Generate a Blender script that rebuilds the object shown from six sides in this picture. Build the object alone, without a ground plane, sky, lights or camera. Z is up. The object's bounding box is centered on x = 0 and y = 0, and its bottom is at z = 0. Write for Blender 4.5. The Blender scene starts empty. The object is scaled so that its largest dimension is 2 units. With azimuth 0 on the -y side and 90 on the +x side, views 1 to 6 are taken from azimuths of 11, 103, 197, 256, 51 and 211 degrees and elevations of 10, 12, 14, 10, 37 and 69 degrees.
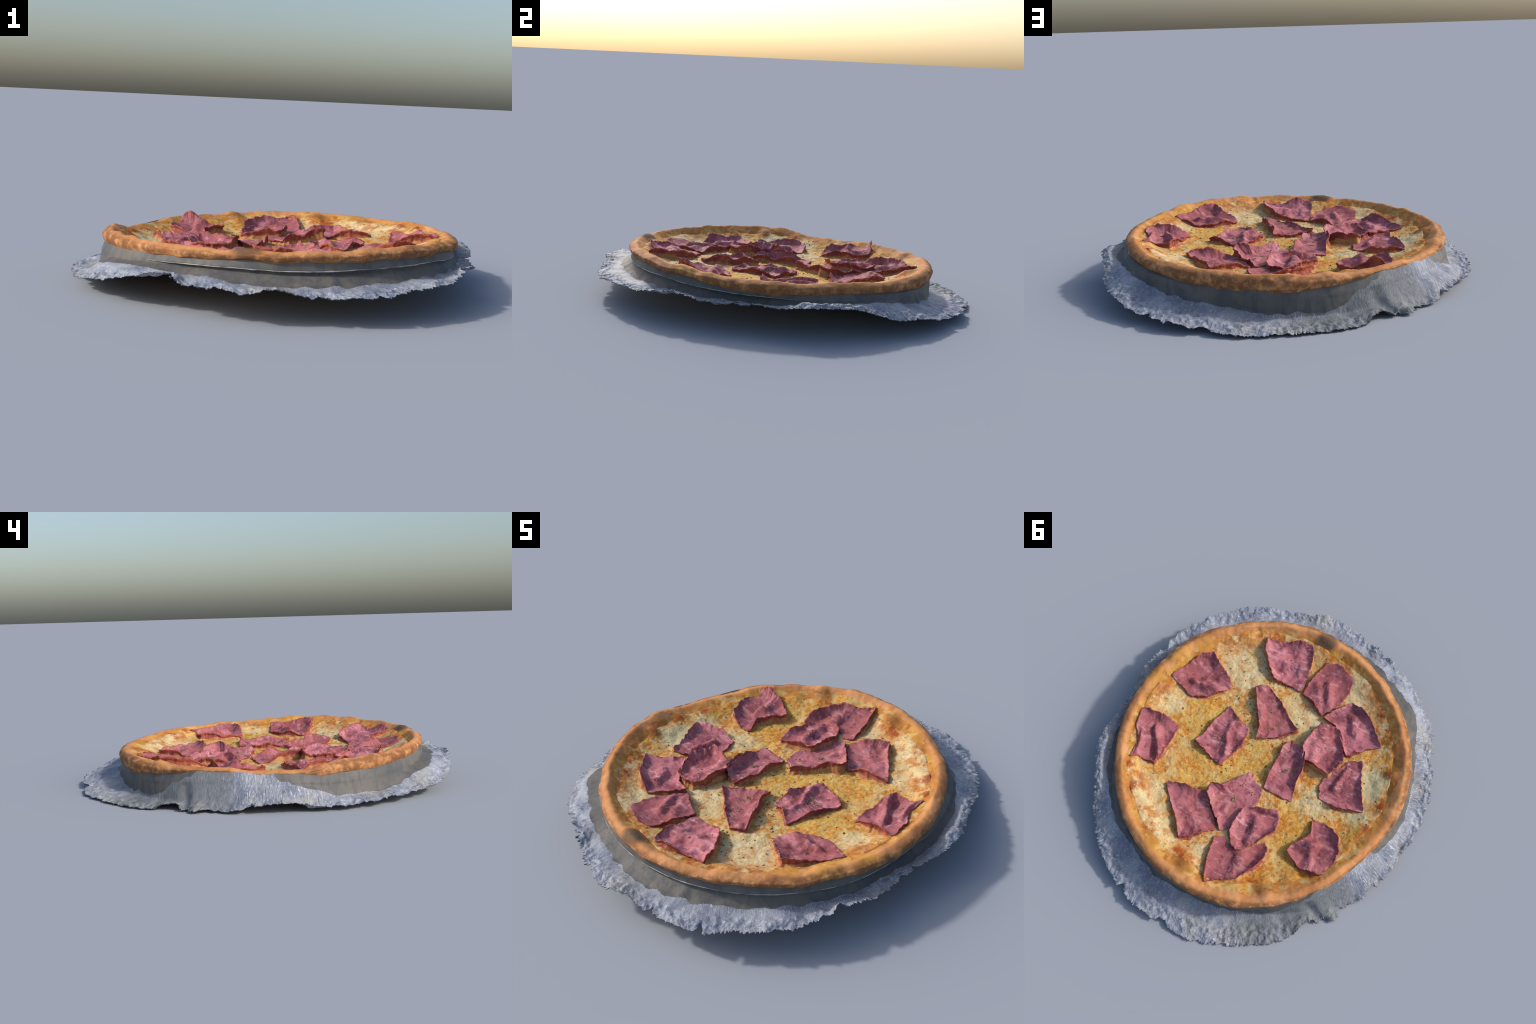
# Round ham pizza with a raised crust, lying on a grey plate in a crumpled sheet of brushed metal.
import bpy, math
import numpy as np

rng = np.random.default_rng(7)
CX, CY = 0.0, -0.04                      # middle of the pizza in plan
TAU = math.tau

# ------------------------------------------------------------------ noise
_perm = np.random.default_rng(11).permutation(256)
_perm = np.concatenate([_perm, _perm, _perm])
_grad = np.random.default_rng(12).normal(size=(256, 3))
_grad /= np.linalg.norm(_grad, axis=1)[:, None]


def noise(p, scale=1.0, seed=0.0):
    """Gradient noise, about -0.6..0.6, at the points p (n, 3)."""
    p = np.asarray(p, float) * scale + seed * 17.31
    i = np.floor(p).astype(int)
    f = p - i
    u = f * f * f * (f * (f * 6 - 15) + 10)
    i &= 255
    out = 0
    for dx in (0, 1):
        for dy in (0, 1):
            for dz in (0, 1):
                g = _grad[_perm[_perm[_perm[i[:, 0] + dx] + i[:, 1] + dy] + i[:, 2] + dz]]
                d = (g * (f - (dx, dy, dz))).sum(1)
                w = (u[:, 0] if dx else 1 - u[:, 0]) * (u[:, 1] if dy else 1 - u[:, 1]) * (u[:, 2] if dz else 1 - u[:, 2])
                out = out + d * w
    return out


def fbm(p, scale, octaves=4, seed=0.0, gain=0.5):
    return sum(noise(p, scale * 2 ** k, seed + k) * gain ** k for k in range(octaves))


def around(th, k, seed):
    """Noise that closes on itself round the circle."""
    return noise(np.stack([np.cos(th), np.sin(th), np.zeros_like(th)], -1), k, seed)


def smooth(x, a, b):
    t = np.clip((x - a) / (b - a), 0, 1)
    return t * t * (3 - 2 * t)


def ring(table, th):
    """Periodic monotone-ish interpolation of {degrees: value} at the angles th."""
    a = np.array(sorted(table), float)
    v = np.array([table[k] for k in sorted(table)], float)
    deg = np.degrees(th) % 360
    a2, v2 = np.concatenate([a - 360, a, a + 360]), np.concatenate([v, v, v])
    fine = np.arange(-360, 720, 0.5)
    f = np.interp(fine, a2, v2)
    k = np.hanning(13)
    f = np.convolve(f, k / k.sum(), "same")
    return np.interp(deg, fine, f)


def plan(x, y):
    return np.hypot(x - CX, y - CY), np.arctan2(y - CY, x - CX)


# ------------------------------------------------------------------ measured rules of the pizza
# widest radius of the crust, height of its crest, height of its lower edge, radius where the topping meets it
WIDE = {0: .802, 30: .810, 45: .818, 55: .824, 65: .828, 80: .830, 92: .834, 100: .834, 111: .824, 122: .806, 130: .790, 146: .763, 160: .748,
        173: .756, 192: .765, 206: .766, 220: .765, 243: .768, 262: .778, 280: .790, 305: .790, 332: .803, 346: .799}
CREST = {0: .236, 20: .232, 40: .222, 55: .211, 70: .208, 85: .207, 100: .200, 113: .190, 125: .182, 146: .180,
         160: .168, 170: .164, 180: .174, 190: .202, 206: .209, 220: .214, 230: .220, 243: .223, 256: .230,
         270: .236, 280: .242, 300: .251, 318: .256, 332: .250, 346: .243}
LOWER = {0: .190, 20: .180, 40: .168, 60: .152, 80: .143, 100: .138, 115: .136, 126: .146, 136: .158, 146: .160, 160: .149,
         172: .144, 182: .142, 192: .145, 205: .152, 220: .163, 235: .175, 250: .190, 270: .205, 285: .211, 300: .214,
         320: .217, 340: .212}
INNER = {3: .734, 10: .740, 22: .738, 32: .758, 38: .755, 47: .740, 58: .750, 66: .740, 74: .740, 83: .715,
         92: .730, 103: .718, 114: .698, 128: .685, 139: .690, 150: .680, 168: .660, 183: .680, 193: .668,
         213: .682, 226: .697, 237: .705, 247: .704, 258: .704, 269: .694, 279: .714, 290: .735, 302: .745,
         310: .745, 317: .735, 329: .715, 342: .711, 352: .728}
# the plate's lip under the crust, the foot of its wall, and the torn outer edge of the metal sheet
LIP_R = {0: .790, 20: .792, 40: .797, 55: .800, 85: .806, 100: .808, 113: .800, 125: .783, 146: .763, 160: .756,
         172: .752, 190: .757, 220: .760, 240: .768, 255: .778, 270: .785, 285: .784, 300: .790, 315: .800,
         330: .806, 345: .803}
LIP_Z = {0: .168, 20: .160, 35: .156, 50: .157, 62: .157, 72: .138, 85: .115, 100: .104, 125: .100, 138: .122, 150: .120, 170: .112,
         180: .104, 190: .105, 210: .120, 220: .132, 230: .143, 240: .158, 255: .170, 270: .175, 285: .174,
         300: .182, 315: .189, 330: .192, 345: .180}
FOOT_R = {0: .815, 15: .840, 30: .862, 45: .866, 52: .862, 60: .850, 66: .848, 74: .856, 84: .836, 92: .826, 100: .826, 113: .820,
          125: .822, 134: .834, 150: .838, 160: .838, 172: .842, 180: .812, 190: .792, 200: .790, 215: .812, 222: .852, 229: .868, 240: .832,
          255: .826, 265: .825, 278: .840, 290: .835, 310: .830, 340: .822}
FOOT_Z = {0: .139, 15: .138, 30: .150, 45: .148, 55: .132, 62: .104, 70: .086, 80: .074, 92: .052, 100: .032, 113: .020, 125: .022,
          140: .058, 150: .075, 160: .086, 170: .090, 177: .066, 183: .046, 190: .044, 205: .048, 215: .080, 222: .112, 230: .134,
          240: .142, 252: .145, 264: .140, 272: .127, 285: .128, 310: .132, 330: .138, 350: .138}
EDGE_R = {0: .860, 5: .865, 11: .886, 16: .906, 24: .928, 32: .928, 41: .940, 46: .974, 55: .998, 60: 1.012,
          68: 1.032, 75: 1.042, 83: 1.030, 90: 1.027, 95: 1.036, 102: 1.014, 107: .997, 114: .978, 120: .972,
          126: .940, 128.5: .912, 131: .890, 134.5: .880, 136: .912, 139: .930, 142: .910, 147: .880, 154: .897, 160: .882,
          165: .879, 172: .868, 178: .875, 186: .892, 203: .899, 214: .914, 222: .932, 235: .930, 244: .920,
          251: .907, 255: .906, 258: .919, 263: .924, 270: .944, 273: .956, 276: .954, 279: .940, 283: .932, 289: .942,
          295: .950, 302: .964, 306: .968, 311: .948, 318: .946, 327: .945, 334: .911, 341: .891, 349: .891,
          355: .875}
EDGE_Z = {0: .140, 12: .148, 20: .152, 29: .152, 36: .146, 42: .110, 48: .082, 56: .078, 60: .066, 66: .050,
          76: .045, 84: .032, 90: .016, 97: .010, 104: .010, 114: .006, 121: .009, 127: .010, 130: .030, 134: .030,
          137: .012, 142: .018, 148: .009, 154: .020, 160: .044, 166: .046, 172: .046, 179: .021, 187: .026,
          195: .030, 203: .038, 210: .038, 216: .048, 226: .063, 234: .084, 239: .106, 245: .128, 251: .154, 255: .152,
          258: .124, 263: .126, 270: .124, 274: .112, 278: .141, 283: .131, 288: .110, 296: .116, 306: .116,
          312: .132, 320: .133, 328: .138, 334: .157, 341: .165, 349: .146, 356: .140}
# lumps and blisters in dough and topping: x, y, height, radius
LUMPS = [(.020, -.775, .016, .055), (-.334, .610, .024, .052), (-.635, -.255, .028, .036), (.615, .368, .016, .035),
         (.085, .672, .022, .045), (-.560, -.440, .018, .050), (-.455, -.555, .014, .040), (.280, .640, .012, .050),
         (-.690, -.070, .016, .040), (.715, -.330, .012, .060), (.60, .18, .012, .05), (-.42, .50, .012, .04),
         (.54, .46, .012, .05), (.45, -.60, .014, .05), (-.20, .66, .016, .05),
         (-.46, -.20, .014, .20), (.22, .43, -.014, .12), (.60, .17, -.011, .10), (.16, -.60, -.009, .11),
         (.52, -.28, -.009, .12), (-.12, .58, -.009, .10)]


def sag(x, y):
    """The sunken, slightly tilted middle of the pizza."""
    r2 = (x - CX) ** 2 + (y - CY) ** 2
    return .135 + .045 * x - .03 * y + .03 * r2 / .49


def lumps(x, y):
    return sum(h * np.exp(-((x - a) ** 2 + (y - b) ** 2) / (w * w)) for a, b, h, w in LUMPS)


def topping(x, y):
    """Height of the cheese."""
    x, y = np.asarray(x, float), np.asarray(y, float)
    r, th = plan(x, y)
    inner = ring(INNER, th)
    p = np.stack([x.ravel(), y.ravel(), np.zeros(x.size)], 1)
    n = (fbm(p, 7, 3, 1) * .010 + fbm(p, 28, 3, 2) * .0045).reshape(x.shape)
    rise = .027 * smooth(r, inner - .13, inner + .0)
    drop = .05 * smooth(r, inner - .006, inner + .045)
    return sag(x, y) + rise - drop + lumps(x, y) + n


# ------------------------------------------------------------------ material helpers
def lin(r, g, b):
    f = lambda c: (c / 255) / 12.92 if c <= 10 else ((c / 255 + .055) / 1.055) ** 2.4
    return (f(r), f(g), f(b), 1)


class Mat:
    def __init__(self, name, rough=.7, spec=.25):
        self.m = bpy.data.materials.new(name)
        self.m.use_nodes = True
        self.t = self.m.node_tree
        self.b = self.t.nodes["Principled BSDF"]
        self.b.inputs["Roughness"].default_value = rough
        self.b.inputs["Specular IOR Level"].default_value = spec
        self.co = self.t.nodes.new("ShaderNodeTexCoord").outputs["Object"]

    def n(self, kind, **kw):
        node = self.t.nodes.new(kind)
        for k, v in kw.items():
            setattr(node, k, v)
        return node

    def put(self, sock, v):
        if hasattr(v, "links"):
            self.t.links.new(v, sock)
        else:
            sock.default_value = v

    def math(self, op, a, b=0.0, c=0.0, clamp=False):
        node = self.n("ShaderNodeMath", operation=op, use_clamp=clamp)
        for s, v in zip(node.inputs, (a, b, c)):
            self.put(s, v)
        return node.outputs[0]

    def noise(self, scale, detail=4.0, rough=.55, vec=None, distort=0.0):
        node = self.n("ShaderNodeTexNoise")
        self.put(node.inputs["Vector"], vec or self.co)
        node.inputs["Scale"].default_value = scale
        node.inputs["Detail"].default_value = detail
        node.inputs["Roughness"].default_value = rough
        node.inputs["Distortion"].default_value = distort
        return node.outputs["Fac"]

    def shift(self, vec, offset, scale=(1, 1, 1)):
        node = self.n("ShaderNodeMapping")
        self.put(node.inputs["Vector"], vec)
        node.inputs["Location"].default_value = offset
        node.inputs["Scale"].default_value = scale
        return node.outputs[0]

    def band(self, v, a, b):
        """0 below a, 1 above b (or the reverse when b < a)."""
        node = self.n("ShaderNodeMapRange", interpolation_type="SMOOTHSTEP")
        lo, hi = (a, b) if a < b else (b, a)
        self.put(node.inputs["Value"], v)
        node.inputs["From Min"].default_value, node.inputs["From Max"].default_value = lo, hi
        node.inputs["To Min"].default_value, node.inputs["To Max"].default_value = (0, 1) if a < b else (1, 0)
        return node.outputs[0]

    def mix(self, fac, a, b, mode="MIX"):
        node = self.n("ShaderNodeMix", data_type="RGBA", blend_type=mode)
        self.put(node.inputs[0], fac)
        self.put(node.inputs[6], a)
        self.put(node.inputs[7], b)
        return node.outputs[2]

    def spots(self, places, wobble=.05):
        """Union of soft round patches (x, y, radius) with a ragged border."""
        w = self.n("ShaderNodeTexNoise")
        self.put(w.inputs["Vector"], self.co)
        w.inputs["Scale"].default_value = 14
        off = self.n("ShaderNodeVectorMath", operation="MULTIPLY_ADD")
        self.put(off.inputs[0], w.outputs["Color"])
        off.inputs[1].default_value = (wobble * 2, wobble * 2, 0)
        self.put(off.inputs[2], self.shift(self.co, (-wobble, -wobble, 0), (1, 1, 0)))
        total = None
        for x, y, rad in places:
            d = self.n("ShaderNodeVectorMath", operation="DISTANCE")
            self.put(d.inputs[0], off.outputs[0])
            d.inputs[1].default_value = (x, y, 0)
            m = self.band(d.outputs["Value"], rad * 1.25, rad * .5)
            total = m if total is None else self.math("MAXIMUM", total, m)
        return total

    def polar(self):
        sep = self.n("ShaderNodeSeparateXYZ")
        self.put(sep.inputs[0], self.shift(self.co, (-CX, -CY, 0)))
        x, y, z = sep.outputs
        r = self.math("SQRT", self.math("ADD", self.math("MULTIPLY", x, x), self.math("MULTIPLY", y, y)))
        return x, y, z, r

    def done(self, colour, bump=None, strength=.3, dist=.004):
        self.put(self.b.inputs["Base Color"], colour)
        if bump is not None:
            node = self.n("ShaderNodeBump")
            node.inputs["Strength"].default_value = strength
            node.inputs["Distance"].default_value = dist
            self.put(node.inputs["Height"], bump)
            self.put(self.b.inputs["Normal"], node.outputs[0])
        return self.m


def cheese_material():
    m = Mat("baked_cheese", .75, .2)
    fine = m.noise(34, 5, .6)
    mid = m.noise(13, 4, .6, m.shift(m.co, (3, 1, 0)))
    big = m.noise(3.2, 3, .5, m.shift(m.co, (7, 2, 0)))
    tiny = m.noise(95, 3, .6, m.shift(m.co, (1, 9, 0)))
    pale = m.spots([(.36, .60, .13), (.49, .45, .11), (.44, -.50, .10), (.30, -.56, .13), (.34, -.42, .12), (-.56, -.16, .09),
                    (-.29, -.60, .12), (-.10, -.36, .12), (-.33, .08, .08), (.62, -.08, .10), (.0, .60, .10),
                    (-.50, -.52, .08)])
    gold = m.spots([(.10, .06, .20), (.40, -.10, .16), (-.32, .24, .18), (-.62, .15, .10), (.28, .2, .14),
                    (-.42, .42, .12), (-.25, .50, .10), (.55, .0, .14), (-.62, -.30, .06)])
    jade = m.spots([(-.56, -.16, .10), (-.53, -.02, .08)], .03)
    col = m.mix(m.band(mid, .36, .62), lin(208, 182, 130), lin(202, 164, 98))
    col = m.mix(m.math("MULTIPLY", m.band(big, .44, .66), .55), col, lin(200, 148, 68))
    col = m.mix(m.math("MULTIPLY", gold, .75), col, m.mix(m.band(fine, .4, .6), lin(200, 148, 54), lin(200, 166, 84)))
    col = m.mix(m.math("MULTIPLY", pale, .72), col, m.mix(m.band(fine, .42, .60), lin(214, 203, 166), lin(209, 186, 134)))
    # toasted flecks
    toast = m.band(m.math("ADD", m.noise(46, 5, .65, m.shift(m.co, (4, 7, 2))), m.math("MULTIPLY", m.math("SUBTRACT", mid, .5), .7)), .49, .60)
    toast = m.math("MULTIPLY", toast, m.math("SUBTRACT", .9, m.math("MULTIPLY", pale, .4)))
    col = m.mix(toast, col, lin(190, 120, 46))
    white = m.band(m.math("SUBTRACT", m.noise(26, 4, .6, m.shift(m.co, (5, 5, 3))), m.math("MULTIPLY", gold, .05)), .565, .66)
    col = m.mix(m.math("MULTIPLY", white, .65), col, lin(210, 202, 172))
    brown = m.band(m.noise(21, 4, .55, m.shift(m.co, (2, 8, 4))), .645, .72)
    col = m.mix(m.math("MULTIPLY", brown, .75), col, lin(160, 88, 36))
    curd = m.band(m.noise(58, 4, .6, m.shift(m.co, (8, 3, 9))), .56, .66)
    col = m.mix(m.math("MULTIPLY", curd, .5), col, lin(214, 196, 148))
    col = m.mix(m.math("MULTIPLY", jade, .7), col, lin(196, 190, 148))
    # browned sauce near the rim
    x, y, z, r = m.polar()
    rimband = m.math("MULTIPLY", m.band(r, .60, .69), m.band(m.noise(11, 4, .65, m.shift(m.co, (4, 4, 4))), .42, .56))
    col = m.mix(m.math("MULTIPLY", rimband, .8), col, m.mix(m.band(fine, .4, .6), lin(198, 126, 46), lin(158, 82, 34)))
    sauce = m.spots([(-.452, -.561, .035), (-.533, -.479, .045), (-.60, -.40, .04), (-.690, -.075, .05), (-.66, .066, .04),
                     (-.62, -.26, .035), (.540, .455, .04), (.62, .36, .035), (.165, .66, .05), (-.26, .62, .05), (.28, -.69, .03)], .03)
    col = m.mix(m.math("MULTIPLY", m.math("MULTIPLY", sauce, m.band(fine, .36, .54)), .85), col, lin(156, 72, 30))
    col = m.mix(m.math("MULTIPLY", m.band(tiny, .60, .68), .22), col, lin(120, 92, 48))
    return m.done(col, m.math("ADD", fine, m.math("MULTIPLY", tiny, .4)), .5, .008)


def crust_material():
    m = Mat("baked_dough", .75, .2)
    x, y, z, r = m.polar()
    c = m.math("DIVIDE", x, m.math("MAXIMUM", r, .001))
    s = m.math("DIVIDE", y, m.math("MAXIMUM", r, .001))
    c2 = m.math("SUBTRACT", m.math("MULTIPLY", m.math("MULTIPLY", c, c), 2), 1)
    s2 = m.math("MULTIPLY", m.math("MULTIPLY", c, s), 2)
    wide = m.math("ADD", WIDE_FIT[0], m.math("MULTIPLY", c, WIDE_FIT[1]))
    for k, v in zip((s, c2, s2), WIDE_FIT[2:]):
        wide = m.math("MULTIPLY_ADD", k, v, wide)
    into = m.math("SUBTRACT", wide, r)            # distance in from the outside
    n1, n2, n3 = m.noise(6, 5, .6), m.noise(24, 5, .65), m.noise(140, 3, .7)
    col = m.mix(m.band(n1, .38, .62), lin(205, 147, 97), lin(191, 132, 82))
    col = m.mix(m.math("MULTIPLY", m.band(n2, .45, .65), .5), col, lin(184, 118, 68))
    # greasy golden inner slope
    golden = m.band(m.math("ADD", into, m.math("MULTIPLY", m.math("SUBTRACT", n1, .5), .06)), .040, .068)
    inner = m.mix(m.band(m.noise(15, 4, .6), .40, .58), lin(202, 150, 72), lin(182, 120, 56))
    inner = m.mix(m.math("MULTIPLY", m.band(n2, .54, .66), .8), inner, lin(146, 88, 44))
    inner = m.mix(m.math("MULTIPLY", m.band(m.noise(18, 4, .6, m.shift(m.co, (6, 3, 5))), .52, .62), .7), inner, lin(206, 180, 122))
    col = m.mix(golden, col, inner)
    # roasted patches and scorched blisters
    roast = m.math("MULTIPLY", m.band(m.noise(4.5, 4, .6, m.shift(m.co, (2, 6, 1))), .52, .68), .55)
    col = m.mix(roast, col, lin(158, 98, 54))
    blister = m.spots([(.026, -.787, .075), (-.33, .61, .05), (.085, .69, .055), (-.63, -.26, .04), (.30, .67, .04)], .02)
    col = m.mix(m.math("MULTIPLY", blister, .55), col, lin(120, 72, 38))
    scorch = m.spots([(.010, -.785, .050), (.045, -.775, .045)], .02)
    col = m.mix(m.math("MULTIPLY", scorch, .85), col, m.mix(m.band(n2, .4, .6), lin(88, 74, 62), lin(116, 92, 70)))
    yellow = m.spots([(.753, -.152, .06), (.705, -.331, .07), (.62, -.44, .06), (.285, .66, .04)], .03)
    col = m.mix(m.math("MULTIPLY", yellow, .5), col, lin(206, 150, 62))
    # roasted skin with baked-in shade painted over it, and flour grains, low outside
    low = m.math("MULTIPLY", m.band(into, .022, -.004), m.band(n2, .34, .56))
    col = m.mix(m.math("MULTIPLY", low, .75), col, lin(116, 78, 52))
    flour = m.math("MULTIPLY", m.band(n3, .63, .70), m.band(into, .022, .004))
    col = m.mix(m.math("MULTIPLY", flour, .6), col, lin(222, 196, 160))
    return m.done(col, m.math("ADD", n2, m.math("MULTIPLY", n3, .25)), .35, .006)


def ham_material():
    m = Mat("cooked_ham", .7, .2)
    rnd = m.n("ShaderNodeObjectInfo").outputs["Random"]
    n1 = m.noise(9, 4, .6, None, .6)
    n2 = m.noise(32, 4, .6, m.shift(m.co, (3, 3, 3)))
    n3 = m.noise(5, 3, .5, m.shift(m.co, (8, 1, 2)))
    n4 = m.noise(16, 5, .6, m.shift(m.co, (1, 4, 6), (1, 2.6, 1)), .8)
    col = m.mix(m.band(n1, .38, .60), lin(145, 81, 89), lin(182, 113, 121))
    col = m.mix(m.math("MULTIPLY", m.band(n3, .46, .64), .5), col, lin(172, 96, 96))
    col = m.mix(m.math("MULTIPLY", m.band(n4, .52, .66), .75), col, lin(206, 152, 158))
    col = m.mix(m.math("MULTIPLY", m.band(n2, .56, .68), .65), col, lin(104, 56, 66))
    col = m.mix(m.math("MULTIPLY", m.band(rnd, .2, 1.0), .38), col, lin(142, 78, 76))
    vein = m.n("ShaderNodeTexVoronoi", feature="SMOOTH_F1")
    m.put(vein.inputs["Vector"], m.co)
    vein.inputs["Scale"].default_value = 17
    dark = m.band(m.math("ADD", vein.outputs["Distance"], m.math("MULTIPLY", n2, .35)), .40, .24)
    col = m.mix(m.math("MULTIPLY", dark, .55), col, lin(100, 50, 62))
    fat = m.band(m.noise(7, 4, .6, m.shift(m.co, (9, 9, 1)), 1.0), .60, .70)
    col = m.mix(m.math("MULTIPLY", fat, .5), col, lin(188, 130, 112))
    dots = m.band(m.noise(120, 2, .5, m.shift(m.co, (5, 2, 7))), .68, .74)
    col = m.mix(m.math("MULTIPLY", dots, .5), col, lin(214, 170, 160))
    return m.done(col, m.math("ADD", n2, m.math("MULTIPLY", n4, .8)), .3, .005)


def side_material():
    m = Mat("ham_side", .8, .15)
    n1, n2 = m.noise(14, 4, .6), m.noise(40, 4, .6)
    col = m.mix(m.band(n1, .40, .60), lin(136, 68, 66), lin(158, 88, 70))
    col = m.mix(m.math("MULTIPLY", m.band(n2, .5, .66), .5), col, lin(190, 128, 96))
    return m.done(col, n2, .3, .004)


def gap_fill_material():  # for the added fill walls under the ham edges, no real layer
    m = Mat("gap_fill_side", .8, .15)
    n1, n2 = m.noise(11, 4, .6), m.noise(40, 4, .6)
    col = m.mix(m.band(n1, .40, .60), lin(186, 136, 84), lin(158, 98, 72))
    col = m.mix(m.math("MULTIPLY", m.band(n2, .48, .66), .6), col, lin(204, 162, 100))
    return m.done(col, n2, .3, .004)


def herb_material(name, a, b):
    m = Mat(name, .8, .15)
    rnd = m.noise(60, 2)
    return m.done(m.mix(m.band(rnd, .4, .6), a, b))


def wall_material():
    m = Mat("grey_plate_wall", .6, .3)
    x, y, z, r = m.polar()
    streak = m.noise(7, 4, .6, m.shift(m.co, (0, 0, 0), (5, 5, 1)))
    n1 = m.noise(5, 4, .6)
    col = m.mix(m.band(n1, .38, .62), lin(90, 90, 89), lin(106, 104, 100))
    col = m.mix(m.math("MULTIPLY", m.band(streak, .46, .62), .55), col, lin(76, 79, 86))
    col = m.mix(m.math("MULTIPLY", m.band(m.noise(3.5, 4, .6, m.shift(m.co, (5, 1, 8))), .52, .64), .5), col, lin(122, 114, 104))
    return m.done(col, streak, .15, .003)


def rim_material():
    m = Mat("pale_plate_rim", .4, .4)
    return m.done(m.mix(m.band(m.noise(18, 3), .4, .65), lin(176, 178, 174), lin(110, 112, 110)))


def metal_material():
    m = Mat("crumpled_brushed_metal", .5, .3)
    x, y, z, r = m.polar()
    ang = m.math("ARCTAN2", y, x)
    comb = m.n("ShaderNodeCombineXYZ")
    m.put(comb.inputs[0], m.math("MULTIPLY", ang, .9))
    m.put(comb.inputs[1], m.math("MULTIPLY", r, .16))
    m.put(comb.inputs[2], m.math("MULTIPLY", z, .16))
    hair = m.noise(120, 5, .7, comb.outputs[0], 2.2)         # drawn-out radial streaks
    hair2 = m.noise(45, 4, .65, comb.outputs[0], .8)
    crumb = m.noise(60, 5, .75, None, 1.6)                      # fluffy grain that places the painted glints
    patch = m.noise(7, 4, .6)
    tint = m.noise(4, 3, .5, m.shift(m.co, (3, 7, 1)))
    outer = m.band(m.math("ADD", r, m.math("MULTIPLY", m.math("SUBTRACT", patch, .5), .16)), .82, .90)
    mixn = m.math("ADD", m.math("MULTIPLY", hair, m.math("SUBTRACT", 1, m.math("MULTIPLY", outer, .75))), m.math("MULTIPLY", crumb, m.math("MULTIPLY", outer, .75)))
    col = m.mix(m.band(patch, .36, .64), lin(126, 133, 150), lin(162, 167, 178))
    col = m.mix(m.math("MULTIPLY", m.band(tint, .46, .64), .75), col, lin(156, 155, 152))
    col = m.mix(m.math("MULTIPLY", m.band(mixn, .48, .36), .7), col, lin(78, 86, 112))
    col = m.mix(m.math("MULTIPLY", m.band(mixn, .53, .63), .9), col, lin(204, 210, 224))  # bright streaks and glints painted into the colour
    col = m.mix(m.math("MULTIPLY", m.band(hair2, .60, .70), .35), col, lin(206, 206, 200))
    # plain grey where the sheet is pulled up to the crust
    smoothed = m.spots([(-.55, .60, .17), (-.66, .47, .15), (-.40, .78, .13)], .06)
    col = m.mix(m.math("MULTIPLY", smoothed, .8), col, m.mix(m.band(hair, .42, .6), lin(108, 113, 116), lin(128, 132, 134)))
    return m.done(col, mixn, .6, .008)


# ------------------------------------------------------------------ mesh helpers
def new_object(name, verts, faces, mats, parent, index=None, normals=None):
    me = bpy.data.meshes.new(name)
    verts = np.asarray(verts, np.float32)
    me.from_pydata(verts.tolist(), [], faces.tolist() if hasattr(faces, "tolist") else faces)
    for mt in mats:
        me.materials.append(mt)
    me.polygons.foreach_set("use_smooth", np.ones(len(me.polygons), bool))
    if index is not None:
        me.polygons.foreach_set("material_index", np.asarray(index, np.int32))
    me.update()
    if normals is not None:
        me.normals_split_custom_set_from_vertices(np.asarray(normals, float).tolist())
    ob = bpy.data.objects.new(name, me)
    bpy.context.scene.collection.objects.link(ob)
    ob.parent = parent
    return ob


def grid_faces(rows, cols, closed=True, flip=True):
    i, j = np.meshgrid(np.arange(rows - 1), np.arange(cols if closed else cols - 1), indexing="ij")
    a, b = i * cols + j, i * cols + (j + 1) % cols
    c, d = b + cols, a + cols
    f = np.stack([a, b, c, d] if not flip else [a, d, c, b], -1)
    return f.reshape(-1, 4)


def grid_normals(P):
    """Vertex normals of a grid (rows, cols, 3) closed along its columns."""
    du = np.roll(P, -1, 1) - np.roll(P, 1, 1)
    dv = np.gradient(P, axis=0)
    n = np.cross(dv, du)
    return n / np.maximum(np.linalg.norm(n, axis=-1, keepdims=True), 1e-9)


def spline_rows(pts, per):
    """Catmull-Rom through a list of (cols, 2) profile points -> (rows, cols, 2)."""
    out = []
    P = [2 * pts[0] - pts[1]] + pts + [2 * pts[-1] - pts[-2]]
    for k in range(1, len(P) - 2):
        n = per[k - 1]
        for t in np.arange(n) / n:
            a, b, c, d = P[k - 1], P[k], P[k + 1], P[k + 2]
            out.append(.5 * (2 * b + (c - a) * t + (2 * a - 5 * b + 4 * c - d) * t * t + (3 * b - a - 3 * c + d) * t ** 3))
    out.append(pts[-1])
    return np.array(out)


def polar_to_xyz(R, Z, th):
    return np.stack([CX + R * np.cos(th), CY + R * np.sin(th), Z], -1)


# fit of the outline used by the crust's colour mask
_t = np.linspace(0, TAU, 720, endpoint=False)
_A = np.stack([np.ones_like(_t), np.cos(_t), np.sin(_t), np.cos(2 * _t), np.sin(2 * _t)], 1)
WIDE_FIT = [float(v) for v in np.linalg.lstsq(_A, ring(WIDE, _t), rcond=None)[0]]

root = bpy.data.objects.new("ham_pizza", None)
bpy.context.scene.collection.objects.link(root)
root["label"] = "round ham pizza with golden crust on crumpled metal sheet"
root["category"] = "pizza"

M_CHEESE, M_CRUST, M_HAM, M_GAP_FILL = cheese_material(), crust_material(), ham_material(), gap_fill_material()
M_HAM_SIDE = side_material()
M_WALL, M_RIM, M_METAL = wall_material(), rim_material(), metal_material()
M_HERB = herb_material("dried_herb", lin(96, 94, 62), lin(132, 122, 84))
M_HERB_PALE = herb_material("pale_herb", lin(150, 138, 98), lin(112, 104, 66))


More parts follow.
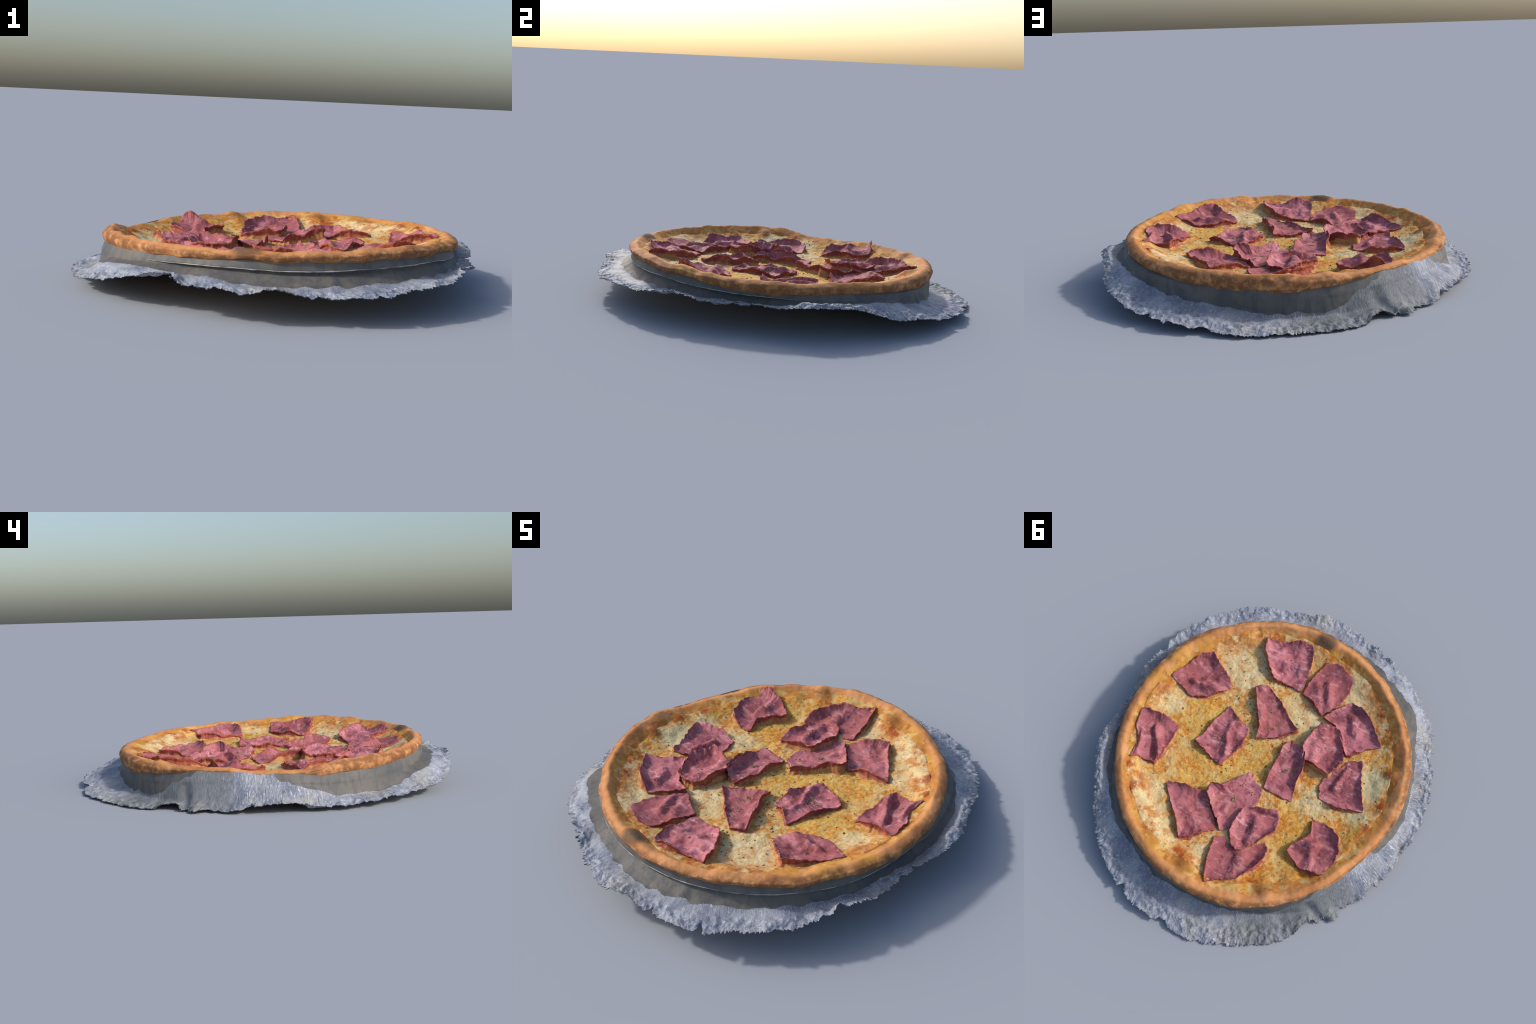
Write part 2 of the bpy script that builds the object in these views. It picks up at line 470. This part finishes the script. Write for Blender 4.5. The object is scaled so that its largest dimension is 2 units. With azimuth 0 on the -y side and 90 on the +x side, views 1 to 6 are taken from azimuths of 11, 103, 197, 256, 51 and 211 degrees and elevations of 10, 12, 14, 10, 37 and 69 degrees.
# ------------------------------------------------------------------ crust
def build_crust():
    cols = 1000
    th = np.arange(cols) * TAU / cols
    wide = ring(WIDE, th) + around(th, 9, 3) * .009 + around(th, 30, 4) * .002 + .005
    crest = ring(CREST, th) + around(th, 8, 5) * .010 + .004
    low = ring(LOWER, th) + around(th, 14, 6) * .006
    inner = ring(INNER, th)
    zin = sag(CX + inner * np.cos(th), CY + inner * np.sin(th))
    pt = lambda r, z: np.stack([r, z], -1)
    inner = inner - .015
    prof = [pt(inner - .08, zin - .03), pt(inner - .03, zin + .0), pt(inner, zin + .020),
            pt((inner * .5 + (wide - .038) * .5), zin * .42 + crest * .58 + .006), pt(wide - .038, crest), pt(wide - .012, crest - .009),
            pt(wide, crest * .62 + low * .38), pt(wide - .003, crest * .25 + low * .75), pt(wide - .013, low),
            pt(wide - .05, low - .012), pt(wide * .6, low * .4 + .6 * .115 - .01), pt(wide * .002, low * 0 + .105)]
    rows = spline_rows(prof, [4, 5, 8, 8, 6, 6, 6, 6, 5, 3, 6])
    P = polar_to_xyz(rows[..., 0], rows[..., 1], th[None, :])
    N = grid_normals(P)
    flat = P.reshape(-1, 3)
    amp = (fbm(flat, 9, 3, 8) * .008 + fbm(flat, 55, 3, 9) * .0014).reshape(P.shape[:2])
    mask = np.ones(P.shape[0])
    mask[-10:] = 0
    P = P + N * (amp * mask[:, None])[..., None]
    P[..., 2] += lumps(P[..., 0], P[..., 1]) * mask[:, None] * .8
    f = grid_faces(P.shape[0], cols)
    return new_object("crust", P.reshape(-1, 3), f, [M_CRUST], root)


def build_cheese():
    cols, rows = 1100, 330
    th = np.arange(cols) * TAU / cols
    outer = ring(INNER, th) + .045
    t = (np.arange(rows) / (rows - 1))[:, None]
    R = .001 + t * (outer[None, :] - .001)
    x, y = CX + R * np.cos(th), CY + R * np.sin(th)
    P = np.stack([x, y, topping(x, y)], -1)
    return new_object("cheese_topping", P.reshape(-1, 3), grid_faces(rows, cols), [M_CHEESE], root)


# ------------------------------------------------------------------ plate wall and metal sheet
def build_base():
    cols = 1500
    th = np.arange(cols) * TAU / cols
    pt = lambda r, z: np.stack([r, z], -1)
    wide, low = ring(WIDE, th), ring(LOWER, th)
    deg = np.degrees(th)
    lipw = np.clip(smooth(deg, 236, 256) + 1 - smooth(deg, 8, 24), 0, 1)
    lr, lz = ring(LIP_R, th), ring(LIP_Z, th) + around(th, 14, 21) * .003
    fr, fz = ring(FOOT_R, th) + around(th, 16, 22) * .008, ring(FOOT_Z, th) + around(th, 12, 23) * .012
    er, ez = ring(EDGE_R, th), ring(EDGE_Z, th)
    saw = (around(th, 24, 28) * 9) % 1.0
    wild = .35 + 1.3 * np.clip(around(th, 5, 37) + .3, 0, 1)
    tooth = (around(th, 30, 24) * .018 + around(th, 90, 25) * .010) * wild - np.clip(np.abs(around(th, 11, 26)) - .28, 0, 1) * .08 + (saw - .5) * .018 * (.4 + np.abs(around(th, 6, 29)) * 2) + .001
    trng = np.random.default_rng(5)
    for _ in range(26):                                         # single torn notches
        a, wd, dp = trng.uniform(0, 360), trng.uniform(.5, 1.8), trng.uniform(.010, .032)
        tooth -= dp * np.clip(1 - np.abs((deg - a + 180) % 360 - 180) / wd, 0, 1) ** .7
    er2 = er + tooth
    flat_side = smooth(deg, 82, 95) * (1 - smooth(deg, 205, 222))
    k = .42 - .2 * flat_side
    mr, mz = fr * .45 + er * .55, fz * k + ez * (1 - k) + around(th, 9, 27) * .012 + .022 * np.exp(-((deg - 26) / 15) ** 2)
    tuck = .016 * lipw
    swell = ring({24: .012, 35: .030, 50: .038, 60: .024, 68: .016, 80: .002, 100: -.004, 113: .0, 125: .010, 135: .028,
                  150: .034, 170: .032, 178: .020, 190: .014, 205: .016, 225: .018, 236: .012}, th)
    lr = lr * lipw + (wide + swell) * (1 - lipw)
    knots = [pt(wide - .012 + .5 * np.maximum(swell, 0) * (1 - lipw), low + .006 + .25 * np.maximum(swell, 0) * (1 - lipw)), pt(lr, lz + .004), pt(lr - .003, lz - .001), pt(lr - tuck - .002, lz - .004 - .004 * lipw),
             pt(fr * .5 + lr * .5 - tuck * .6, lz * .35 + fz * .65), pt(fr, fz), pt(mr, mz), pt(er2, ez)]
    per = [6, 2, 3, 10, 10, 14, 18]
    out = []
    for k, n in enumerate(per):
        for t in np.arange(n) / n:
            out.append(knots[k] * (1 - t) + knots[k + 1] * t)
    out.append(knots[-1])
    rows = np.array(out)
    for _ in range(3):                                          # relax the corners of the profile
        rows[13:-1] = rows[13:-1] * .5 + (rows[12:-2] + rows[14:]) * .25
    calm = rows.copy()                                          # one sweeping sheet where no lip shows
    for _ in range(9):
        calm[1:-1] = calm[1:-1] * .5 + (calm[:-2] + calm[2:]) * .25
    rows = rows * lipw[None, :, None] + calm * (1 - lipw[None, :, None])
    R = len(rows)
    P = polar_to_xyz(rows[..., 0], rows[..., 1], th[None, :])
    N = grid_normals(P)
    s = np.concatenate([np.full(21, .0), np.linspace(0, 1, R - 21)])[:, None]   # 0 on the wall .. 1 at the torn edge
    flat = P.reshape(-1, 3)
    rough = (fbm(flat, 9, 2, 30) * .014).reshape(P.shape[:2]) * smooth(s, .25, .6) * (1 - smooth(s, .8, 1) * .6)
    rough += (fbm(flat, 38, 3, 31) * .0075).reshape(P.shape[:2]) * (.15 + smooth(s, .3, .7))
    rough += (noise(flat, 130, 33) * .0028).reshape(P.shape[:2]) * smooth(s, .5, .95)
    rough += ((.16 - np.abs(noise(flat, 17, 38))) * .018).reshape(P.shape[:2]) * smooth(s, .3, .6) * (1 - smooth(s, .85, 1) * .5)
    rough -= .011 * np.exp(-((deg[None, :] - 133 - 4 * s) / 2.2) ** 2) * smooth(np.arange(R)[:, None] / R, .05, .3)     # the pleat
    crease = around(th, 27, 51) * .006 * (.4 + np.abs(around(th, 5, 52)) * 2)            # long folds running outward
    rough += crease[None, :] * smooth(s, .2, .6)
    rough -= .028 * np.exp(-(((deg[None, :] - 176) / 4) ** 2 + ((s - .5) / .3) ** 2))   # a deep dent
    rough[:7] = 0
    P = P + N * rough[..., None]
    P[..., 2] = np.maximum(P[..., 2], .004 + .002 * (1 - s))
    N = grid_normals(P)
    # the brushed sheet climbs the wall further on the side where it is pulled up
    climb = ring({0: 30, 20: 31, 60: 31, 100: 29, 118: 24, 128: 8, 140: -4, 160: -3, 168: 6, 174: 14, 180: 21, 186: 27,
                  196: 31, 210: 32, 222: 29, 232: 28, 245: 31, 280: 31, 330: 30}, th) + around(th, 14, 35) * 7
    mid_row = np.arange(R - 1)[:, None] + .5
    is_sheet = mid_row > climb[None, :]
    f = grid_faces(R, cols)
    back = P - N * .0035
    objs = []
    for name, mask, mat in (("plate_wall", ~is_sheet, M_WALL), ("metal_sheet", is_sheet, M_METAL)):
        fm = f[mask.ravel()]
        under = fm[:, ::-1] + R * cols
        allf = [fm, under]
        if name == "metal_sheet":
            j = np.arange(cols)
            a = (R - 1) * cols + j
            b = (R - 1) * cols + (j + 1) % cols
            allf.append(np.stack([a, a + R * cols, b + R * cols, b], -1))
        allf = np.concatenate(allf)
        V = np.concatenate([P.reshape(-1, 3), back.reshape(-1, 3)])
        NN = np.concatenate([N.reshape(-1, 3), -N.reshape(-1, 3)])
        used = np.unique(allf)
        remap = np.zeros(len(V), int)
        remap[used] = np.arange(len(used))
        objs.append(new_object(name, V[used], remap[allf], [mat], root, normals=NN[used]))
    # thin pale edge of the plate that shows under the crust
    sel = np.where(lipw > .05)[0]
    first = np.where(np.diff(sel) > 1)[0]
    if len(first):
        sel = np.concatenate([sel[first[0] + 1:], sel[:first[0] + 1]])
    lip = P[7, sel]
    tube, k = [], 10
    taper = np.sin(np.linspace(0, math.pi, len(sel))) ** .3 * .0032 * (1 + .8 * around(th[sel], 22, 36))
    e = np.stack([np.cos(th[sel]), np.sin(th[sel]), 0 * sel], -1)
    for a in np.arange(k) * TAU / k:
        tube.append(lip + e * (taper * math.cos(a) - .0005)[:, None] + np.array([0, 0, 1]) * (taper * math.sin(a) * .8)[:, None])
    T = np.array(tube).transpose(1, 0, 2)
    objs.append(new_object("plate_rim", T.reshape(-1, 3), grid_faces(len(sel), k), [M_RIM], root))
    return objs


# ------------------------------------------------------------------ ham
# Each slice: its cut corners as (x, y, lift of the curled edge above the topping); how high its middle lies;
# and folds pressed into it as (x0, y0, x1, y1, height, width).
SLICES = []


def cut(middle, corners, folds):
    SLICES.append((middle, corners, folds))


# the large dark square by the scorched blister
cut(.002, [(0.334, -0.654, 0.042), (0.253, -0.667, 0.035), (0.166, -0.708, 0.045), (0.082, -0.731, 0.060), (0.045, -0.650, 0.042),
         (0.027, -0.549, 0.012), (0.020, -0.464, 0.012), (0.104, -0.468, 0.015), (0.180, -0.455, 0.045), (0.228, -0.494, 0.054),
         (0.302, -0.573, 0.045)],
    [(.10, -.60, .26, -.55, .018, .05)])
# the browned square beside it
cut(.003, [(-0.023, -0.680, 0.030), (-0.098, -0.698, 0.035), (-0.202, -0.663, 0.030), (-0.217, -0.582, 0.037), (-0.197, -0.497, 0.012),
         (-0.171, -0.446, 0.012), (-0.143, -0.397, 0.012), (-0.097, -0.416, 0.032), (-0.065, -0.443, 0.032), (0.011, -0.457, 0.010),
         (-0.000, -0.553, 0.032)],
    [(-.10, -.57, -.15, -.46, .022, .025), (-.04, -.55, -.10, -.44, .014, .03)])
# the folded triangle
cut(-.002, [(0.257, -0.373, 0.020), (0.192, -0.414, 0.020), (0.084, -0.354, 0.040), (0.004, -0.295, 0.045), (-0.070, -0.256, 0.035),
         (-0.006, -0.189, 0.028), (0.050, -0.140, 0.026), (0.110, -0.109, 0.030), (0.125, -0.180, 0.048), (0.191, -0.272, 0.055)],
    [(.21, -.36, .13, -.20, .015, .03)])
# the crinkled square near the middle
cut(.006, [(0.330, -0.209, 0.015), (0.243, -0.158, 0.037), (0.171, -0.144, 0.006), (0.157, -0.036, 0.037), (0.179, 0.030, 0.032),
         (0.210, 0.118, 0.009), (0.255, 0.107, 0.012), (0.291, 0.093, 0.032), (0.344, 0.082, 0.037), (0.398, 0.057, 0.026),
         (0.371, 0.003, 0.037), (0.350, -0.085, 0.037)],
    [(.27, -.12, .21, .05, .016, .02), (.24, -.07, .19, .01, -.016, .02)])
# the lifted square by the rim
cut(.006, [(0.545, -0.422, 0.070), (0.491, -0.387, 0.050), (0.426, -0.358, 0.053), (0.369, -0.310, 0.012), (0.396, -0.259, 0.032),
         (0.456, -0.196, 0.032), (0.541, -0.146, 0.008), (0.605, -0.174, 0.037), (0.690, -0.193, 0.029), (0.646, -0.285, 0.037),
         (0.592, -0.385, 0.053)],
    [(.42, -.25, .60, -.23, .022, .022), (.60, -.22, .64, -.20, -.018, .03)])
# the crumpled square on the rim
cut(.002, [(0.727, 0.038, 0.033), (0.629, 0.029, 0.042), (0.572, 0.024, 0.047), (0.506, 0.030, 0.003), (0.501, 0.116, 0.037),
         (0.504, 0.222, 0.032), (0.515, 0.280, 0.040), (0.570, 0.289, 0.032), (0.608, 0.291, 0.012), (0.642, 0.321, 0.042),
         (0.648, 0.219, 0.032), (0.700, 0.154, 0.042)],
    [(.64, .12, .56, .24, -.020, .02), (.61, .11, .52, .22, .026, .025), (.66, .16, .62, .28, .02, .02)])
# the smooth square
cut(-.004, [(0.409, 0.340, 0.003), (0.312, 0.307, 0.042), (0.247, 0.298, 0.037), (0.199, 0.276, 0.012), (0.136, 0.343, 0.015),
         (0.044, 0.432, 0.012), (0.093, 0.484, 0.032), (0.135, 0.528, 0.037), (0.193, 0.575, 0.017), (0.239, 0.508, 0.040),
         (0.322, 0.430, 0.030)],
    [(.30, .40, .12, .46, .010, .03)])
# its neighbour, half covered
cut(.000, [(0.189, 0.235, 0.060), (0.127, 0.212, 0.053), (0.096, 0.154, 0.042), (0.038, 0.084, 0.042), (0.022, 0.074, 0.032),
         (0.011, 0.101, 0.015), (-0.037, 0.116, 0.012), (-0.062, 0.127, 0.012), (-0.071, 0.207, 0.012), (-0.025, 0.372, 0.012),
         (0.025, 0.436, 0.012), (0.070, 0.388, 0.042), (0.116, 0.353, 0.040), (0.184, 0.290, 0.045)],
    [(.13, .20, .04, .10, .02, .02)])
# the curled slice lying on it
cut(.008, [(-0.032, 0.257, 0.060), (-0.099, 0.234, 0.058), (-0.190, 0.193, 0.058), (-0.218, 0.227, 0.037), (-0.232, 0.300, 0.047),
         (-0.186, 0.381, 0.053), (-0.171, 0.417, 0.032), (-0.134, 0.461, 0.032), (-0.099, 0.489, 0.037), (-0.058, 0.469, 0.053),
         (-0.021, 0.410, 0.045), (-0.020, 0.329, 0.050)],
    [(-.08, .25, -.19, .24, -.018, .018), (-.12, .29, -.14, .40, .016, .03)])
# the broad slice at the rim
cut(.002, [(0.036, 0.475, 0.020), (-0.013, 0.451, 0.012), (-0.051, 0.478, 0.012), (-0.130, 0.457, 0.012), (-0.181, 0.405, 0.012),
         (-0.211, 0.377, 0.012), (-0.243, 0.403, 0.037), (-0.255, 0.464, 0.047), (-0.221, 0.554, 0.053), (-0.182, 0.623, 0.058),
         (-0.105, 0.667, 0.042), (-0.047, 0.719, 0.050), (-0.007, 0.632, 0.053), (0.019, 0.550, 0.042)],
    [(-.12, .48, -.16, .58, .014, .04)])
# the lone curled slice
cut(.008, [(-0.372, 0.149, 0.010), (-0.430, 0.139, 0.012), (-0.482, 0.144, 0.037), (-0.536, 0.174, 0.053), (-0.578, 0.243, 0.047),
         (-0.579, 0.290, 0.053), (-0.577, 0.375, 0.058), (-0.550, 0.411, 0.084), (-0.490, 0.420, 0.066), (-0.436, 0.419, 0.053), (-0.375, 0.387, 0.047),
         (-0.340, 0.364, 0.042), (-0.338, 0.330, 0.037), (-0.372, 0.288, 0.042), (-0.407, 0.227, 0.042)],
    [(-.40, .30, -.47, .26, .020, .03), (-.47, .22, -.50, .29, -.022, .02), (-.46, .35, -.44, .29, .02, .03)])
# the slice with a straight cut
cut(.002, [(-0.320, -0.104, 0.012), (-0.357, -0.153, 0.032), (-0.379, -0.188, 0.032), (-0.401, -0.236, 0.032), (-0.464, -0.256, 0.047),
         (-0.513, -0.135, 0.053), (-0.553, -0.068, 0.047), (-0.590, -0.010, 0.022), (-0.533, 0.012, 0.042), (-0.452, 0.033, 0.047),
         (-0.345, 0.030, 0.000), (-0.326, -0.014, 0.032), (-0.318, -0.052, 0.032)],
    [(-.41, -.18, -.40, -.06, .02, .025)])
# the slice near the sauce
cut(.000, [(-0.159, -0.388, 0.028), (-0.183, -0.443, 0.032), (-0.217, -0.491, 0.032), (-0.257, -0.540, 0.020), (-0.329, -0.520, 0.053),
         (-0.414, -0.478, 0.053), (-0.476, -0.411, 0.053), (-0.513, -0.376, 0.037), (-0.463, -0.341, 0.032), (-0.407, -0.291, 0.037),
         (-0.369, -0.243, 0.032), (-0.318, -0.296, 0.032), (-0.240, -0.379, 0.032)],
    [(-.29, -.46, -.36, -.37, .018, .03), (-.36, -.33, -.37, -.30, -.02, .02)])
# the domed slice on top
cut(.016, [(-0.161, -0.347, 0.075), (-0.219, -0.360, 0.060), (-0.273, -0.358, 0.060), (-0.316, -0.316, 0.080), (-0.367, -0.210, 0.050),
         (-0.353, -0.158, 0.053), (-0.339, -0.097, 0.065), (-0.288, -0.107, 0.063), (-0.206, -0.121, 0.063), (-0.168, -0.116, 0.063),
         (-0.141, -0.189, 0.060), (-0.147, -0.274, 0.070)],
    [(-.19, -.30, -.21, -.17, .018, .05), (-.31, -.25, -.27, -.17, -.012, .04)])
# the long narrow slice
cut(.000, [(-0.064, -0.190, 0.047), (-0.104, -0.181, 0.047), (-0.169, -0.158, 0.053), (-0.200, -0.077, 0.053), (-0.201, 0.010, 0.042),
         (-0.226, 0.112, 0.012), (-0.178, 0.119, 0.009), (-0.114, 0.117, 0.009), (-0.061, 0.117, 0.012), (-0.051, 0.034, 0.037),
         (-0.051, -0.031, 0.042), (-0.044, -0.130, 0.047)],
    [(-.09, -.12, -.10, .05, .012, .03)])
HAM_TOPS = []


def build_slice(k, middle, corners, folds):
    c = np.array(corners)
    if (c[:, 0] * np.roll(c[:, 1], -1) - np.roll(c[:, 0], -1) * c[:, 1]).sum() < 0:
        c = c[::-1]                                              # always counter-clockwise
    n = len(c)
    per = 18
    t = np.arange(n * per) / per
    i = t.astype(int)
    w = (t - i)[:, None]
    edge = c[i] * (1 - w) + c[(i + 1) % n] * w
    for _ in range(4):                                           # slightly rounded corners
        edge = edge * .5 + (np.roll(edge, 1, 0) + np.roll(edge, -1, 0)) * .25
    x, y = c[:, 0], c[:, 1]
    a = x * np.roll(y, -1) - np.roll(x, -1) * y
    mid = np.array([((x + np.roll(x, -1)) * a).sum(), ((y + np.roll(y, -1)) * a).sum()]) / (3 * a.sum())
    flat = np.concatenate([edge[:, :2], np.full((len(edge), 1), k * 3.1)], 1)
    out = edge[:, :2] - mid
    out /= np.linalg.norm(out, axis=1, keepdims=True)
    edge[:, :2] += out * (noise(flat, 45, 41) * .009 + noise(flat, 110, 42) * .005)[:, None]
    edge[:, 2] *= np.clip(.84 + noise(flat, 9, 43) * 1.1, .3, 1.12)
    edge[:, 2] = np.maximum(edge[:, 2], .006)
    ripple = noise(flat, 60, 44) * .008
    cols, rings = len(edge), 26
    s = (np.arange(1, rings + 1) / rings)[:, None]
    X = mid[0] + (edge[:, 0] - mid[0]) * s
    Y = mid[1] + (edge[:, 1] - mid[1]) * s
    p = np.stack([X.ravel(), Y.ravel(), np.full(X.size, k * 5.7)], 1)
    relief = (fbm(p, 12, 2, 45) * .024 + fbm(p, 34, 3, 46) * .006).reshape(X.shape)
    soft = edge[:, 2].copy()                                     # a calmer rim further in
    for _ in range(60):
        soft = soft * .5 + (np.roll(soft, 1) + np.roll(soft, -1)) * .25
    H = middle + (soft - middle) * s ** 4.5 + (edge[:, 2] - soft) * s ** 8 + ripple * s ** 12 + relief * (1 - .6 * s ** 5)
    for x0, y0, x1, y1, hh, ww in folds:
        d = np.array([x1 - x0, y1 - y0])
        q = np.clip(((X - x0) * d[0] + (Y - y0) * d[1]) / (d @ d), 0, 1)
        dist = np.hypot(X - x0 - q * d[0], Y - y0 - q * d[1])
        H = H + 1.5 * hh * np.exp(-(dist / ww) ** 2) * (1 - s ** 6)
    ground = topping(X, Y)
    low = ground + .005
    Z = low + np.logaddexp(0, (sag(X, Y) + H - low) / .003) * .003
    top = np.stack([X, Y, Z], -1)
    cz = Z[0].mean()
    HAM_TOPS.append((k, top[:22].reshape(-1, 3)))
    # rounded cut edge, then the underside
    o3 = np.concatenate([out, np.zeros((cols, 1))], 1)
    e1 = top[-1] + o3 * .0015 + [0, 0, -.003]
    e2 = top[-1] + o3 * .0005 + [0, 0, -.0075]
    under = top[::-1].copy()
    under[..., 2] -= .009
    under = under[1::4]
    G = np.concatenate([top, e1[None], e2[None], under])
    R = len(G)
    V = np.concatenate([G.reshape(-1, 3), [[mid[0], mid[1], cz]], [[mid[0], mid[1], under[-1, :, 2].mean()]]])
    F = grid_faces(R, cols).tolist()
    top_c, bot_c = R * cols, R * cols + 1
    F += [[top_c, j, (j + 1) % cols] for j in range(cols)]
    last = (R - 1) * cols
    F += [[bot_c, last + (j + 1) % cols, last + j] for j in range(cols)]
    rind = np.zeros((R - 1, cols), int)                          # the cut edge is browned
    rows_i = np.arange(R - 1)[:, None]
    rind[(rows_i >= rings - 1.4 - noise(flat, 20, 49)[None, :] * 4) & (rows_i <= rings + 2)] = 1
    idx = np.concatenate([rind.ravel(), np.zeros(2 * cols, int)])
    ham = new_object("ham_slice", V, F, [M_HAM, M_HAM_SIDE], root, idx)
    # scan artifact kept as shape: wall filling the gap under the lifted edge
    rows = []
    base_out = .018 + noise(flat, 16, 47) * .018
    for q in np.linspace(0, 1, 9):
        inset = -.004 - .003 * math.sin(q * math.pi) + (base_out + .004) * q ** 2.2
        xy = edge[:, :2] + out * np.reshape(inset, (-1, 1))
        g = topping(xy[:, 0], xy[:, 1]) - .004
        z = np.maximum(top[-1, :, 2] - .0068, g)
        rows.append(np.column_stack([xy, z * (1 - q) + g * q]))
    G = np.array(rows)
    drape = np.clip(np.round(4.6 + noise(flat, 9, 48) * 6), 1, 7).astype(int)      # how far ham colour runs down
    idx = (np.arange(len(G) - 1)[:, None] >= drape[None, :]).astype(int)
    new_object("edge_gap_fill", G.reshape(-1, 3), grid_faces(len(G), cols), [M_HAM_SIDE, M_GAP_FILL], ham, idx.ravel())
    return ham


# ------------------------------------------------------------------ herbs
def build_herbs():
    def flakes(name, places, mat, lo, hi):
        V, F = [], []
        for x, y, z in places:
            a, L = rng.uniform(0, TAU), rng.uniform(lo, hi)
            W, h = L * rng.uniform(.35, .8), rng.uniform(.0012, .003)
            u, v = np.array([math.cos(a), math.sin(a), rng.normal(0, .2)]), np.array([-math.sin(a), math.cos(a), rng.normal(0, .2)])
            c = np.array([x, y, z + h * .3])
            k = len(V)
            pts = [(-1, -.3), (-.3, -1), (.6, -.8), (1, .2), (.3, 1), (-.7, .7)]
            for px, py in pts:
                V.append(c + u * px * L * rng.uniform(.35, .55) + v * py * W * rng.uniform(.35, .55))
            for px, py in pts:
                V.append(c + u * px * L * .3 + v * py * W * .3 + np.array([0, 0, h]))
            n = len(pts)
            F.extend([k + i, k + (i + 1) % n, k + n + (i + 1) % n, k + n + i] for i in range(n))
            F.append([k + n + i for i in range(n)])
        ob = new_object(name, V, F, [mat], root)
        ob["kind"] = "stuff"
    r = .66 * np.sqrt(rng.uniform(0, 1, 1000))
    th = rng.uniform(0, TAU, 1000)
    x, y = CX + r * np.cos(th), CY + r * np.sin(th)
    dens = .25 + np.exp(-((x - .12) ** 2 + (y + .05) ** 2) / .06) + .7 * np.exp(-((x - .25) ** 2 + (y + .45) ** 2) / .03)
    keep = rng.uniform(0, 1.25, 1000) < dens
    x, y = x[keep], y[keep]
    flakes("herb_flakes", list(zip(x, y, topping(x, y))), M_HERB, .006, .016)
    spots = []
    for k, top in HAM_TOPS:
        count = {2: 34, 3: 40, 7: 36, 14: 24, 8: 14, 4: 10, 0: 4, 6: 3}.get(k, 6)
        c = top[rng.integers(0, len(top), 4)]
        pick = top[rng.integers(0, len(top), 400)]
        near = np.min(np.linalg.norm(pick[:, None] - c[None], axis=-1), 1)
        spots += list(pick[np.argsort(near)[:count * 2]][::2])
    flakes("ham_herb_flakes", spots, M_HERB_PALE, .005, .012)


build_crust()
build_cheese()
build_base()
for k, (middle, corners, folds) in enumerate(SLICES):
    build_slice(k, middle, corners, folds)
build_herbs()
